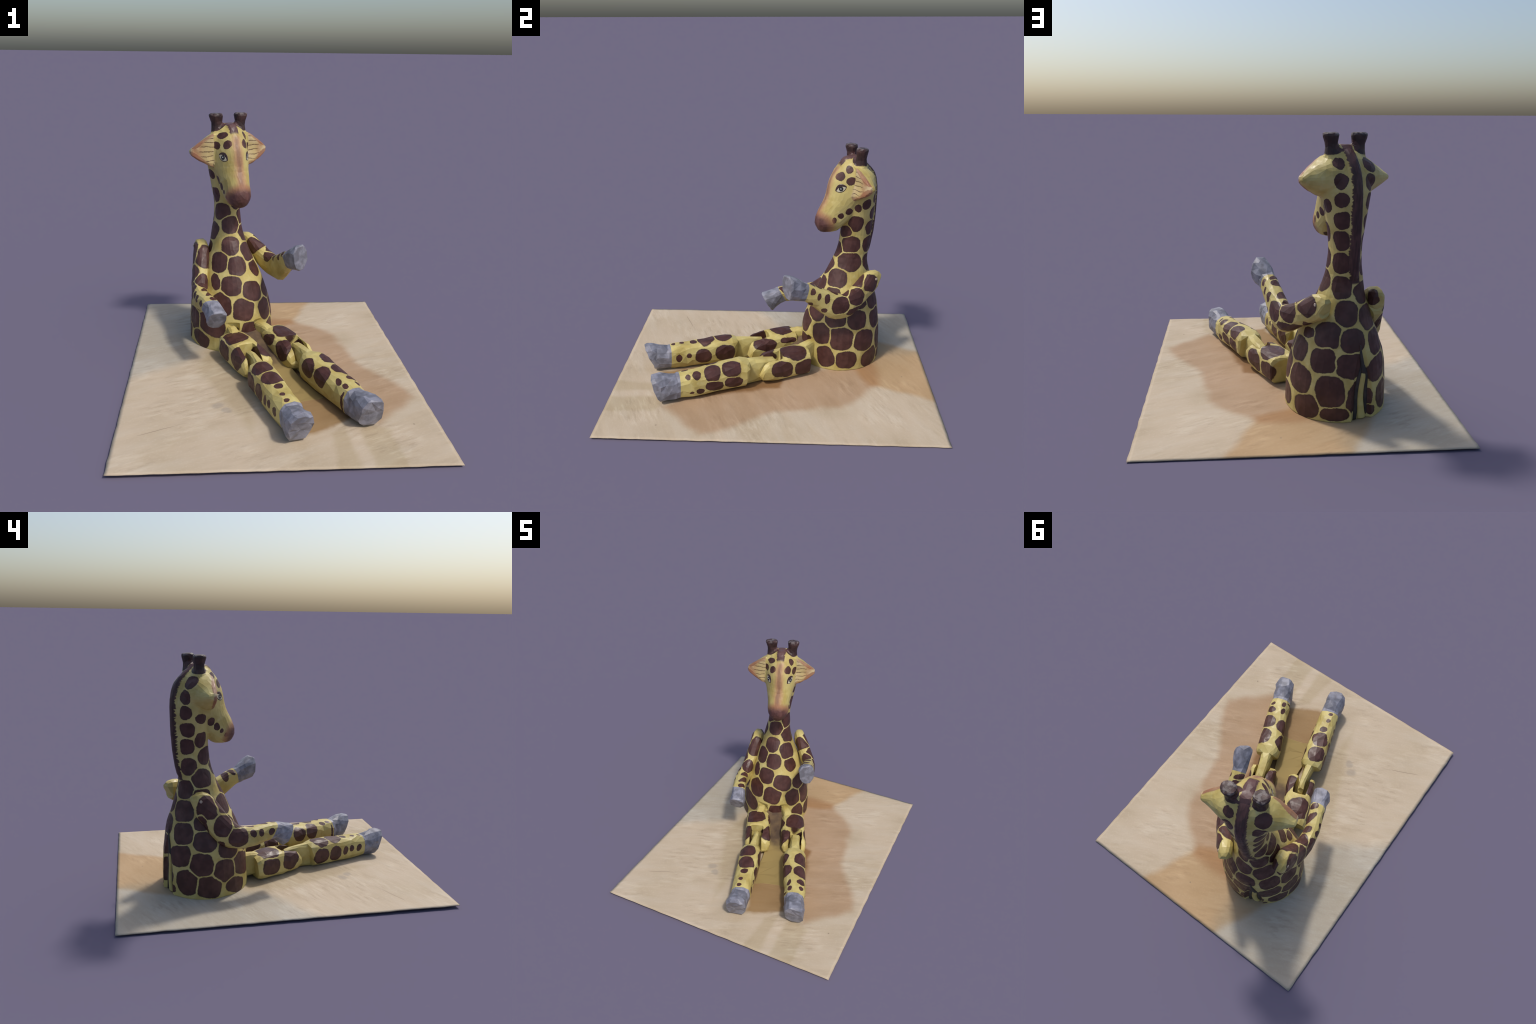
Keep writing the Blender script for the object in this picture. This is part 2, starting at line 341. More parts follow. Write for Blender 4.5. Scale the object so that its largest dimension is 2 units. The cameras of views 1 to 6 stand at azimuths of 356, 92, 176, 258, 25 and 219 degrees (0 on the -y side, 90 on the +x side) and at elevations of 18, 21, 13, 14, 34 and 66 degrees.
# ------------------------------------------------------------------ the body skin
def body_mesh():
    bm = bmesh.new()
    slices(bm, [(SLAB_TOP-.004, .01, -.035, .268, .272), (.08, .01, -.033, .267, .271), (.14, .01, -.031, .266, .267),
                (.20, .01, -.030, .262, .265), (.26, .008, -.027, .254, .259), (.32, .007, -.022, .240, .248),
                (.38, .011, -.015, .219, .233), (.44, .012, -.008, .198, .215), (.50, .013, -.004, .172, .189),
                (.56, .010, .003, .147, .167), (.62, .010, .010, .121, .145), (.68, .008, .020, .105, .121),
                (.74, .009, .033, .092, .109), (.80, .015, .044, .083, .106), (.86, .016, .050, .078, .105),
                (.92, .018, .054, .082, .104), (.98, .018, .056, .093, .104), (1.04, .018, .057, .104, .105),
                (1.10, .018, .054, .116, .110), (1.16, .018, .048, .127, .116), (1.22, .018, .036, .124, .120),
                (1.28, .018, .020, .110, .112), (1.32, .018, .010, .093, .092), (1.355, .018, .002, .070, .062), (1.372, .018, .0, .03, .03)],
           steps=110, e=2.0)
    # face: level slices bounded by the profile of forehead, nose and chin
    face = [(.905, -.185, -.11, .016), (.914, -.205, -.085, .042), (.935, -.219, -.06, .062), (.965, -.230, -.03, .076),
            (1.00, -.228, .03, .081), (1.04, -.213, .05, .084), (1.08, -.192, .06, .092), (1.12, -.171, .08, .102),
            (1.16, -.160, .10, .111), (1.20, -.152, .12, .113), (1.24, -.141, .13, .111), (1.28, -.122, .12, .105),
            (1.32, -.096, .10, .094), (1.355, -.066, .07, .070), (1.375, -.04, .04, .035)]
    rings = []
    for k in range(71):
        z, yf, yb, w = spline(face, k/70)
        cy = (yf+yb)/2; b = (yb-yf)/2
        narrow = interp([(.9, .10), (1.0, .05), (1.15, .38), (1.4, .25)], z)[0]
        rg = []
        for i in range(44):
            t = 2*math.pi*i/44
            x = spow(math.sin(t), .85); y = -spow(math.cos(t), .85)
            rg.append(Vector((CX + w*x*(1 + narrow*y), cy + b*y, z)))
        rings.append(rg)
    loft(bm, rings)
    # ears: half cones, flat in front
    for s in (-1, 1):
        rows = [(.05, -.020, .128, 1.236, .108), (.10, -.014, .122, 1.236, .100), (.125, -.012, .112, 1.234, .092), (.148, -.006, .098, 1.231, .081),
                (.172, .001, .084, 1.229, .066), (.197, .008, .070, 1.227, .050), (.220, .016, .060, 1.226, .033), (.238, .023, .052, 1.225, .019), (.247, .030, .042, 1.225, .008)]
        rings = []
        for k in range(31):
            dx, yf, yb, cz, h = spline(rows, k/30)
            yf += (-.012 if s > 0 else -.026)*min(1, dx/.15)
            yb += .006
            cz -= .004; h += .004
            ym = yf + .007
            hollow = .006*min(1.0, (30-k)/8)
            rg = []
            for i in range(36):
                t = 2*math.pi*i/36
                c, q = math.cos(t), math.sin(t)
                y = ym + (yb-ym)*q if q > 0 else ym + .007*q + hollow*max(0, 1-(c/.8)**2)*min(1, -q*3)
                rg.append(Vector((CX + s*dx, y, cz + h*c)))
            rings.append(rg)
        loft(bm, rings)
    # horns
    for x in (-.055, .095):
        o = (x-.02)*.1
        rows = [(1.29, x-o, .032, .046, .046), (1.335, x-o*.6, .032, .039, .038), (1.37, x-o*.3, .032, .034, .032),
                (1.395, x, .032, .034, .032), (1.42, x+o*.4, .032, .040, .037), (1.438, x+o*.6, .033, .042, .038), (1.446, x+o*.6, .033, .034, .030)]
        slices(bm, rows, 24)
    # the dark mound that joins the horns
    slices(bm, [(1.33, .020, .030, .085, .040), (1.355, .020, .028, .080, .036), (1.375, .020, .026, .058, .030), (1.388, .020, .024, .030, .018)], 16)
    # forelock and mane: one ridge over the poll and down the neck
    path = [(.018, -.080, 1.330), (.018, -.068, 1.362), (.018, -.040, 1.384), (.018, .0, 1.386), (.018, .047, 1.374),
            (.018, .097, 1.343), (.019, .148, 1.290), (.019, .172, 1.235), (.018, .184, 1.165), (.018, .184, 1.08),
            (.018, .182, .98), (.017, .175, .89), (.013, .165, .81), (.009, .152, .745), (.001, .130, .705)]
    rings = []
    for k in range(91):
        t = k/90
        x, y, z = spline(path, t)
        d = Vector(spline(path, t+.01)) - Vector(spline(path, t-.01)); d.x = 0; d.normalize()
        nrm = Vector((0, -d.z, d.y))
        if nrm.dot(Vector((0, y-.02, z-1.05))) < 0: nrm = -nrm
        w = interp([(0, .016), (.06, .030), (.2, .034), (.3, .032), (.5, .031), (.93, .028), (1, .014)], t)[0]
        c = Vector((x, y, z)) - nrm*.03
        rings.append(ring(c, Vector((1, 0, 0)), nrm, w, .031, 2.6, 24))
    loft(bm, rings)
    # hip slots in front for the leg tongues
    def rump(c):
        c = c.copy()
        if c.z < .42 and c.y > .05:         # tail groove, opening towards the seat
            k = max(0.0, min(1.0, (.40-c.z)/.22))
            w = .016 + .044*k
            x0 = -.004
            c.y -= .026*k*max(0.0, 1-((c.x-x0)/w)**4) if abs(c.x-x0) < w else 0
        if c.z < .66 and c.x < 0:              # flatter on the right flank
            k = min(1.0, (.66-c.z)/.12)*min(1.0, -c.x/.12)
            f = min(1.0, max(0.0, .5-c.y/.1))
            c.x += (.002 + .008*f)*k
            if c.y < 0: c.y += .005*k*min(1.0, -c.y/.12)
        return c
    # shallow hip slots in front for the leg tongues
    return carve(bm, 'giraffe_body', .0055, 2, 3900, lumps=lambda v: .0028 if abs(v.x-CX) > .125 and v.z > 1.1 or v.z > 1.39 else .0012, shape=rump,
                 cutters=[((-.116, -.40, .15), (-.030, -.262, .206)), ((.068, -.40, .15), (.150, -.262, .206))])

def build():
    gir = bpy.data.objects.new('wooden_giraffe', None)
    bpy.context.scene.collection.objects.link(gir)
    gir.location = SEAT; gir.rotation_euler = (0, 0, HEADING)
    gir['label'] = 'sitting jointed wooden toy giraffe painted yellow with brown spots'
    gir['category'] = 'toy giraffe'

    # ---------------- body
    me = body_mesh()
    bvh = BVHTree.FromPolygons([v.co for v in me.vertices], [p.vertices[:] for p in me.polygons])
    knife(me, [((0, 0, .66), (0, 0, 1), lambda c: .5 < c.z < .8),
               ((0, -.02, .985), Vector((0, -.55, 1)).normalized(), lambda c: .85 < c.z < 1.15)])
    def ridge(c):
        return abs(c.x-CX) < .034 and (c.z > 1.335 and -.075 < c.y and abs(c.x-CX) < .03 and c.z > 1.35-abs(c.y-.0)*.4 or c.y > .149 + max(0, .8-c.z)*-.1 and c.z > .715)
    def region(c):
        if c.z < .66: return 'torso'
        if c.z > 1.325 and (abs(c.x+.055) < .046 or abs(c.x-.095) < .046) and abs(c.y-.032) < .046 and abs(c.x-CX) > .034: return 'horn'
        if abs(c.x-CX) > .118 and c.z > 1.12: return 'ear'
        if ridge(c): return 'mane'
        if (c.z-.985) - .55*(c.y+.02) > 0: return 'head'
        return 'neck'
    parts = split(me, region)
    def near(frames, m, pad=.03):
        vs = [v.co for v in m.vertices]
        lo = Vector([min(v[i] for v in vs) for i in range(3)]); hi = Vector([max(v[i] for v in vs) for i in range(3)])
        return [f for f in frames if all(lo[i]-pad-max(f[2], f[3]) < f[0][i] < hi[i]+pad+max(f[2], f[3]) for i in range(3))]

    def mane_paint(g, col, w):
        x, y, z = g.sep(g.co)
        fr = g.math('MULTIPLY', g.math('SUBTRACT', g.noise(1.0, 2.0, co=g.vec('MULTIPLY', g.co, (30, 30, 110))), .5), .022)
        xc = g.math('ADD', g.step(z, .70, .85, .002, .018), 0.0)
        ax = g.math('ABSOLUTE', g.math('SUBTRACT', x, xc))
        m = g.step(g.math('ADD', ax, fr), .027, .031, 1, 0)
        back = g.math('MULTIPLY', g.step(y, .085, .10), g.step(z, .70, .712))
        top = g.math('MULTIPLY', g.step(z, 1.325, 1.335), g.step(y, -.09, -.075))
        m = g.math('MULTIPLY', m, g.math('MAXIMUM', back, top))
        dk = g.mix(g.step(g.noise(1.0, 3.0, co=g.vec('MULTIPLY', g.co, (90, 20, 14))), .4, .7), (.042, .018, .016), (.085, .036, .033))
        dk = g.mix(g.step(g.vec('DISTANCE', w, (.018, .0, 1.39)), .05, .12, 1.0, 0.0), dk, (.11, .055, .052))
        return g.mix(m, col, dk)

    def horn_paint(g, col, w):
        for x in (-.055, .095):
            l = g.vec('LENGTH', g.local(w, (x, .032, 1.412), (0, 0, 0), (.064, .064, .088)))
            col = g.mix(g.step(l, .97, 1.03, 1, 0), col, g.mix(g.step(g.noise(25, 3), .4, .7), (.032, .016, .015), (.07, .034, .03)))
        l = g.vec('LENGTH', g.local(w, (.02, .036, 1.375), (0, 0, 0), (.085, .042, .036)))
        col = g.mix(g.step(l, .95, 1.05, 1, 0), col, (.075, .033, .032))
        x, y, z = g.sep(w)
        scuff = g.math('MULTIPLY', g.step(z, 1.432, 1.44), g.step(g.noise(45, 3), .45, .6))
        ax = g.math('ABSOLUTE', g.math('SUBTRACT', x, .02))
        scuff = g.math('MULTIPLY', scuff, g.step(ax, .03, .04))
        return g.mix(g.math('MULTIPLY', scuff, .55), col, (.22, .19, .18))

    def face_paint(g, col, w):
        x, y, z = g.sep(w)
        ax = g.math('ABSOLUTE', g.math('SUBTRACT', x, CX))
        st = g.math('ADD', ax, g.math('MULTIPLY', g.math('SUBTRACT', g.noise(1.0, 3.0, co=g.vec('MULTIPLY', g.co, (120, 30, 12))), .5), .022))
        fr = g.math('MULTIPLY', g.step(y, -.11, -.075, 1, 0), g.step(z, .99, 1.02))
        pale = g.math('MULTIPLY', g.step(ax, .03, .075, 1, 0), g.step(y, -.07, -.03, 1, 0))
        col = g.mix(g.math('MULTIPLY', pale, .55), col, (.70, .60, .33)) if False else col
        m = g.math('MULTIPLY', g.step(st, .006, .052, 1, 0), fr)
        pk = g.mix(g.step(st, .000, .022), (.215, .095, .068), (.38, .185, .105))
        col = g.mix(g.math('MULTIPLY', m, .85), col, pk)
        # muzzle
        l = g.vec('LENGTH', g.local(w, (CX, -.205, .955), (0, 0, 0), (.115, .085, .085)))
        col = g.mix(g.step(l, .85, 1.35, .9, 0), col, (.31, .14, .072))
        col = g.mix(g.step(l, .60, 1.0, 1, 0), col, g.mix(g.step(g.noise(30, 3), .35, .7), (.085, .036, .031), (.130, .058, .049)))
        return col

    def ear_paint(g, col, w):
        x, y, z = g.sep(w)
        ax = g.math('ABSOLUTE', g.math('SUBTRACT', x, CX))
        # hollow of the ear lies in front of the flat of the cone
        front = g.math('SUBTRACT', y, g.math('ADD', g.step(ax, .10, .247, -.014, .030), g.step(x, .0, .04, -.020, -.008)))
        inside = g.step(front, .010, .016, 1, 0)
        inside = g.math('MULTIPLY', inside, g.math('MULTIPLY', g.step(z, 1.10, 1.11), g.step(ax, .109, .113)))
        u = g.step(ax, .11, .235, 0, 1)
        tone = g.mix(g.step(u, .25, 1.0), (.54, .42, .19), (.44, .24, .12))
        tone = g.mix(g.step(g.noise(14, 3), .45, .7), tone, (.58, .46, .26))
        rr = g.math('DIVIDE', g.math('ABSOLUTE', g.math('SUBTRACT', z, 1.230)), g.step(ax, .10, .245, .104, .010))
        tone = g.mix(g.step(rr, .72, 1.0, 0, .75), tone, (.26, .10, .055))
        ln = g.math('ABSOLUTE', g.math('SUBTRACT', g.math('FRACT', g.math('MULTIPLY', g.math('ADD', z, .004), 37.0)), .5))
        lm = g.math('MULTIPLY', g.step(ln, .06, .11, 1, 0), g.math('MULTIPLY', g.step(ax, .105, .118), g.step(g.math('ADD', ax, g.math('MULTIPLY', g.noise(60, 1), .03)), .19, .215, 1, 0)))
        lm = g.math('MULTIPLY', lm, g.step(rr, .8, .9, 1, 0))
        tone = g.mix(g.math('MULTIPLY', lm, .85), tone, (.075, .03, .02))
        return g.mix(inside, col, tone)

    def chain(*fs):
        def run(g, col, w):
            for f in fs: col = f(g, col, w)
            return col
        return run

    def tail_paint(g, col, w):
        return col

    bf = spot_frames(BODY_SPOTS + HEAD_SPOTS, bvh)
    mats = {
        'torso': painted('painted_torso', near(bf, parts['torso'])),
        'neck': painted('painted_neck', near(bf, parts['neck']), mane_paint),
        'head': painted('painted_head', near(bf, parts['head']), chain(face_paint, ear_paint, mane_paint, horn_paint)),
        'ear': painted('painted_ear', near(bf, parts['ear']), chain(ear_paint, horn_paint)),
        'horn': painted('painted_horn', [], chain(mane_paint, horn_paint)),
        'mane': painted('painted_mane', [f for f in near(bf, parts['mane']) if f[0].y < .12 or True], mane_paint),
    }
    for nm, m in parts.items():
        if nm in ('ear', 'horn'):
            sides = split(m, lambda c: 'a' if c.x < CX else 'b')
            for mm in sides.values(): add(nm, mm, gir, mats[nm])
        else: add(nm, m, gir, mats[nm])

    # ---------------- eyes: almond patches of paint laid on the face
    def flat(name, col, rough=.35):
        g = Graph(name); g.plug(g.bsdf.inputs['Base Color'], g.mix(g.step(g.noise(60, 3), .35, .7), col, tuple(c*.75 for c in col)))
        g.bsdf.inputs['Roughness'].default_value = rough
        return g.mat
    eye_mats = [flat('eye_line', (.045, .021, .020)), flat('eye_white', (.55, .51, .37)), flat('eye_iris', (.022, .022, .026), .25), flat('eye_dot', (.75, .75, .72))]
    for s, c in ((-1, (-.061, -.095, 1.199)), (1, (.097, -.098, 1.199))):
        p, nrm, _, _ = bvh.find_nearest(Vector(c))
        nn = nrm.copy()
        for hit in bvh.find_nearest_range(p, .03): nn += hit[1]*.1
        nn.normalize()
        u = Vector((0, 0, 1)).cross(nn).normalized(); v = nn.cross(u)
        tilt = math.radians(24)*(-s)
        # outer corner of the eye is the higher one
        u2 = u*math.cos(-tilt) + v*math.sin(-tilt); v2 = -u*math.sin(-tilt) + v*math.cos(-tilt)
        bm = bmesh.new()
        def patch(cx, cy, a, top, bot, lift, mi, almond=True, rings=7, n=36):
            vs = []
            for r in range(rings+1):
                row = []
                for i in range(n):
                    t = 2*math.pi*i/n
                    x = math.cos(t); yy = math.sin(t)
                    if almond: yy = (top if yy > 0 else bot)*spow(yy, 1.0)*abs(math.sin(t))**.6
                    else: yy = (top if yy > 0 else bot)*yy
                    q = p + u2*(cx + a*x*r/rings) + v2*(cy + yy*r/rings)
                    hit = bvh.ray_cast(q + nn*.05, -nn)
                    h = hit[0] if hit[0] else q
                    edge = -.001 if r == rings else lift
                    row.append(bm.verts.new(h + nn*edge))
                vs.append(row)
            for r in range(rings):
                for i in range(n):
                    j = (i+1) % n
                    f = bm.faces.new((vs[r][i], vs[r][j], vs[r+1][j], vs[r+1][i])) if r else bm.faces.new((vs[0][i], vs[1][j], vs[1][i])) if False else bm.faces.new((vs[r][i], vs[r][j], vs[r+1][j], vs[r+1][i]))
                    f.material_index = mi
            bmesh.ops.remove_doubles(bm, verts=[x for x in vs[0]], dist=1e-6)
        patch(0, .001, .041, .031, .0245, .0014, 0)
        patch(0, -.003, .0350, .0165, .0158, .0024, 1)
        patch(.001, .000, .0158, .0170, .0155, .0034, 2, False)
        patch(.000, .001, .0036, .0042, .0042, .0044, 3, False)
        em = to_mesh(bm, 'eye')
        for m in eye_mats: em.materials.append(m)
        head = next(o for o in gir.children if o.name.startswith('head'))
        add('eye', em, head)

    # ---------------- tail: a carved strip down the rump
    def on_back(x, z, lift):
        hit = bvh.ray_cast(Vector((x, .6, z)), Vector((0, -1, 0)))
        return Vector((x, hit[0].y + lift, z)) if hit[0] else Vector((x, .22, z))
    def strip(rows, lift, name, mat, parent):
        bm = bmesh.new(); rings = []
        for k in range(29):
            z, x, w = spline(rows, k/28)
            c = on_back(x, z, lift)
            rings.append(ring(c, Vector((1, 0, 0)), Vector((0, 1, 0)), max(w, .001), max(.004, min(.012, w*.7)), 2.0, 14))
        loft(bm, rings)
        m = to_mesh(bm, name)
        for f in m.polygons: f.use_smooth = True
        return add(name, m, parent, mat)
    gb = Graph('tail_black'); gb.plug(gb.bsdf.inputs['Base Color'], gb.mix(gb.step(gb.noise(30, 4), .35, .7), (.020, .018, .018), (.05, .036, .03)))
    gb.bsdf.inputs['Roughness'].default_value = .6
    gy = painted('tail_yellow', [])
    tail = strip([(.408, .004, .003), (.36, .000, .008), (.30, -.010, .012), (.27, -.016, .0145), (.245, -.016, .008)], .001, 'tail', gb.mat, gir)
    strip([(.270, -.014, .006), (.24, -.014, .0155), (.18, -.008, .017), (.12, -.004, .018), (.06, -.008, .021), (.014, -.014, .023)], .002, 'tail_tip', gy, tail)
    strip([(.31, -.004, .003), (.26, .004, .009), (.21, .014, .013), (.14, .021, .012), (.07, .024, .013), (.014, .028, .014)], -.001, 'tail_outline', gb.mat, tail)
    strip([(.30, -.022, .003), (.25, -.034, .009), (.20, -.036, .011), (.13, -.034, .012), (.07, -.036, .010), (.03, -.042, .004)], -.001, 'tail_outline', gb.mat, tail)

    # ---------------- arms
    grey = Graph('hoof_grey')
    hc = grey.mix(grey.step(grey.noise(22, 4), .36, .64), (.150, .150, .178), (.265, .265, .312))
    hc = grey.mix(grey.step(grey.noise(38, 3), .55, .75, 0, .5), hc, (.15, .125, .14))
    grey.plug(grey.bsdf.inputs['Base Color'], hc)
    grey.bsdf.inputs['Roughness'].default_value = .5
    bp = grey.n('ShaderNodeBump'); bp.inputs['Strength'].default_value = .3; bp.inputs['Distance'].default_value = .004
    grey.plug(bp.inputs['Height'], grey.noise(40, 4)); grey.nt.links.new(bp.outputs[0], grey.bsdf.inputs['Normal'])

    def limb_object(name, me, cut_co, cut_no, table, hoof_test):
        no = Vector(cut_no).normalized(); co = Vector(cut_co)
        b = BVHTree.FromPolygons([v.co for v in me.vertices], [p.vertices[:] for p in me.polygons])
        knife(me, [(co, no, lambda c: (c-co).length < .2)])
        ps = split(me, lambda c: 'hoof' if (c-co).dot(no) > 0 and (c-co).length < .35 else name)
        mat = painted('painted_'+name, spot_frames(table, b), depth=.045)
        o = add(name, ps[name], gir, mat)
        add('hoof', ps['hoof'], o, grey.mat)
        return o

    bm = bmesh.new()     # giraffe's left arm, held out
    limb(bm, [(.166, .152, .598, .028, .034), (.170, .138, .602, .039, .056), (.182, .098, .594, .044, .067), (.209, .042, .564, .047, .066),
              (.243, -.035, .520, .049, .066), (.267, -.110, .486, .049, .075), (.270, -.175, .490, .049, .083), (.264, -.270, .546, .049, .069),
              (.259, -.350, .597, .047, .058), (.256, -.400, .616, .048, .058), (.258, -.440, .634, .052, .066), (.263, -.474, .650, .056, .076), (.265, -.494, .655, .057, .079), (.266, -.502, .656, .051, .071)],
         e=2.6, face=(.28, -1, -.02), blend=.28)
    def pared(c):       # the inner side of the forearm is sliced flat
        n = Vector((.896, .128, .423)); k = max(0.0, min(1.0, (-.04-c.y)/.10))
        d = (c-Vector((.216, -.378, .642))).dot(n)
        return c - n*d*k*.5 if d < 0 else c.copy()
    def chop(c, n):
        return lambda v: .0055 if (v-Vector(c)).dot(Vector(n)) > 0 and (v-Vector(c)).length < .3 else .003
    me = carve(bm, 'arm', .005, 1, 430, lumps=chop((.262, -.378, .605), (0, -.9, .42)), shape=pared)
    arm = limb_object('arm', me, (.262, -.378, .605), (0, -.95, .30), ARM_L_SPOTS, None)
    bm = bmesh.new()     # right arm, hanging in the lap
    limb(bm, [(-.142, .128, .590, .030, .036), (-.147, .110, .594, .042, .060), (-.156, .068, .582, .047, .076), (-.170, .025, .532, .048, .075),
              (-.191, -.020, .461, .047, .076), (-.212, -.070, .401, .047, .079), (-.233, -.135, .370, .048, .069), (-.247, -.220, .368, .048, .060),
              (-.246, -.300, .378, .047, .054), (-.243, -.365, .381, .047, .051), (-.240, -.405, .370, .050, .055), (-.240, -.445, .350, .054, .064), (-.241, -.472, .337, .056, .072), (-.242, -.480, .333, .050, .064)],
         e=2.6, face=(-.1, -1, -.55), blend=.3)
    me = carve(bm, 'arm', .005, 1, 430, lumps=chop((-.245, -.365, .38), (0, -1, -.3)))
    arm2 = limb_object('arm', me, (-.245, -.365, .38), (-.1, -.85, -.5), ARM_R_SPOTS, None)
    # pins in the shoulders
    gp = flat('bare_pin', (.42, .34, .27), .6)
    for par, c, d in ((arm, (.2, .12, .615), (1, .1, .1)), (arm2, (-.16, .09, .611), (-1, .1, .1))):
        bm = bmesh.new(); d = Vector(d).normalized()
        ab = BVHTree.FromPolygons([v.co for v in par.data.vertices], [p.vertices[:] for p in par.data.polygons])
        hit = ab.ray_cast(Vector(c)+d*.2, -d)[0]
        if hit: c = hit
        s = d.orthogonal().normalized(); w = d.cross(s)
        loft(bm, [ring(Vector(c)-d*.02, s, w, .009, .009, 2, 12), ring(Vector(c)+d*.002, s, w, .009, .009, 2, 12), ring(Vector(c)+d*.004, s, w, .006, .006, 2, 12)])
        add('pin', to_mesh(bm, 'pin'), par, gp)

    # ---------------- legs
    def leg(hx, hw, kx, kw, cx, cw, ax, aw, fx, foot, tx, tw, slot, table_t, table_c, hipx):
        # thigh: a rounded block forked at the knee; hx/kx = middle at hip and knee end
        bm = bmesh.new()
        limb(bm, [(hx, -.322, .094, hw-.012, .066), (hx, -.342, .095, hw-.003, .080), (hx+(kx-hx)*.3, -.43, .098, hw, .086), (hx+(kx-hx)*.6, -.53, .094, (kw+hw)/2, .083),
                  (kx, -.62, .090, kw, .072), (kx, -.655, .094, kw-.006, .054), (kx, -.670, .098, kw-.02, .032)], e=3.2)
        thigh = carve(bm, 'thigh', .005, 1, 420, lumps=lambda v: .0065 if v.y < -.5 else .004,
                      cutters=[((slot[0], -.76, slot[2]), (slot[1], -.515, .3))])
        b = BVHTree.FromPolygons([v.co for v in thigh.vertices], [p.vertices[:] for p in thigh.polygons])
        lg = bpy.data.objects.new('leg', None); bpy.context.scene.collection.objects.link(lg); lg.parent = gir
        t = add('thigh', thigh, lg, painted('painted_thigh', spot_frames(table_t, b), depth=.04))
        # hip tongue into the torso
        bm = bmesh.new()
        limb(bm, [(hipx, -.22, .10, .030, .07), (hipx, -.27, .11, .032, .074), (hipx+(hx-hipx)*.3, -.315, .114, .034, .072), (hipx+(hx-hipx)*.6, -.38, .11, .036, .060)], e=4)
        add('hip_tongue', carve(bm, 'hip_tongue', .005, 1, 140, lumps=.003), t, gy)
        # calf with knee tongue
        bm = bmesh.new()
        limb(bm, [(tx, -.535, .108, tw-.006, .030), (tx, -.555, .100, tw-.002, .056), (tx, -.63, .094, tw, .072), (tx+(cx-tx)*.5, -.74, .096, tw+.003, .080), (cx, -.81, .096, tw+.004, .080)], e=3.5)
        limb(bm, [(cx, -.750, .098, cw-.012, .072), (cx, -.765, .100, cw-.002, .083), (cx, -.82, .102, cw, .087), ((cx+ax)/2, -.97, .099, (cw+aw)/2, .083),
                  (ax, -1.08, .096, aw, .080), (ax, -1.165, .094, aw-.003, .077), (ax+(fx-ax)*.3, -1.200, .092, aw-.006, .073), (ax+(fx-ax)*.6, -1.245, .096, aw-.003, .078),
                  (fx, -1.285, .102, .066, .083), (fx, foot[0]+.008, .106, .066, .087), (fx, foot[0], .107, .060, .080)], e=2.7, face=foot[1], blend=.35)
        calf = carve(bm, 'calf', .005, 1, 430, lumps=lambda v: .0085 if v.y < -1.19 else .0035)
        co = Vector((ax, -1.185, .09)); no = Vector((0, -1, .06)).normalized()
        b = BVHTree.FromPolygons([v.co for v in calf.vertices], [p.vertices[:] for p in calf.polygons])
        knife(calf, [(co, no, lambda c: (c-co).length < .2)])
        ps = split(calf, lambda c: 'hoof' if (c-co).dot(no) > 0 else 'calf')
        c = add('calf', ps['calf'], lg, painted('painted_calf', spot_frames(table_c, b), depth=.05))
        add('hoof', ps['hoof'], lg, grey.mat)
    leg(-.092, .092, -.062, .095, -.094, .076, -.105, .069, -.117, (-1.316, (0, -1, -.36)), -.076, .024, (-.122, -.030, .05), THIGH_R_SPOTS, CALF_R_SPOTS, -.073)
    leg(.180, .090, .208, .090, .228, .082, .256, .072, .267, (-1.330, (-.18, -1, -.30)), .218, .036, (.174, .262, .085), THIGH_L_SPOTS, CALF_L_SPOTS, .109)

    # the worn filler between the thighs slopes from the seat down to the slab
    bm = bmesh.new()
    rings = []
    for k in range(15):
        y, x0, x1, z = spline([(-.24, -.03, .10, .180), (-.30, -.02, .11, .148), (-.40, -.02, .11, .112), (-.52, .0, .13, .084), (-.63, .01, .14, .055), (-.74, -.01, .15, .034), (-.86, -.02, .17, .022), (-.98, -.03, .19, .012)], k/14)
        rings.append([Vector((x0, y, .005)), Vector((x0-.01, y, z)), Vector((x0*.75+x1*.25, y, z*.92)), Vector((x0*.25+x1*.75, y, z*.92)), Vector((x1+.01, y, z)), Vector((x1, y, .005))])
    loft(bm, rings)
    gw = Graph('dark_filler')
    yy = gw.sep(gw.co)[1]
    wc = gw.mix(gw.step(gw.noise(14, 4), .35, .7), (.075, .047, .030), (.14, .09, .045))  # browns darkened for the shadow under the lap
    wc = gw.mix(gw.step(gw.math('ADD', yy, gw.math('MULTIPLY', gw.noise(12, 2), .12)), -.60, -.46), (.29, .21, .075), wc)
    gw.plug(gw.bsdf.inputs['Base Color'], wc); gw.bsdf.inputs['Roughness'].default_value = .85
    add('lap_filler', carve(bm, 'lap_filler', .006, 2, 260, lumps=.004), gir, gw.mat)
    return gir

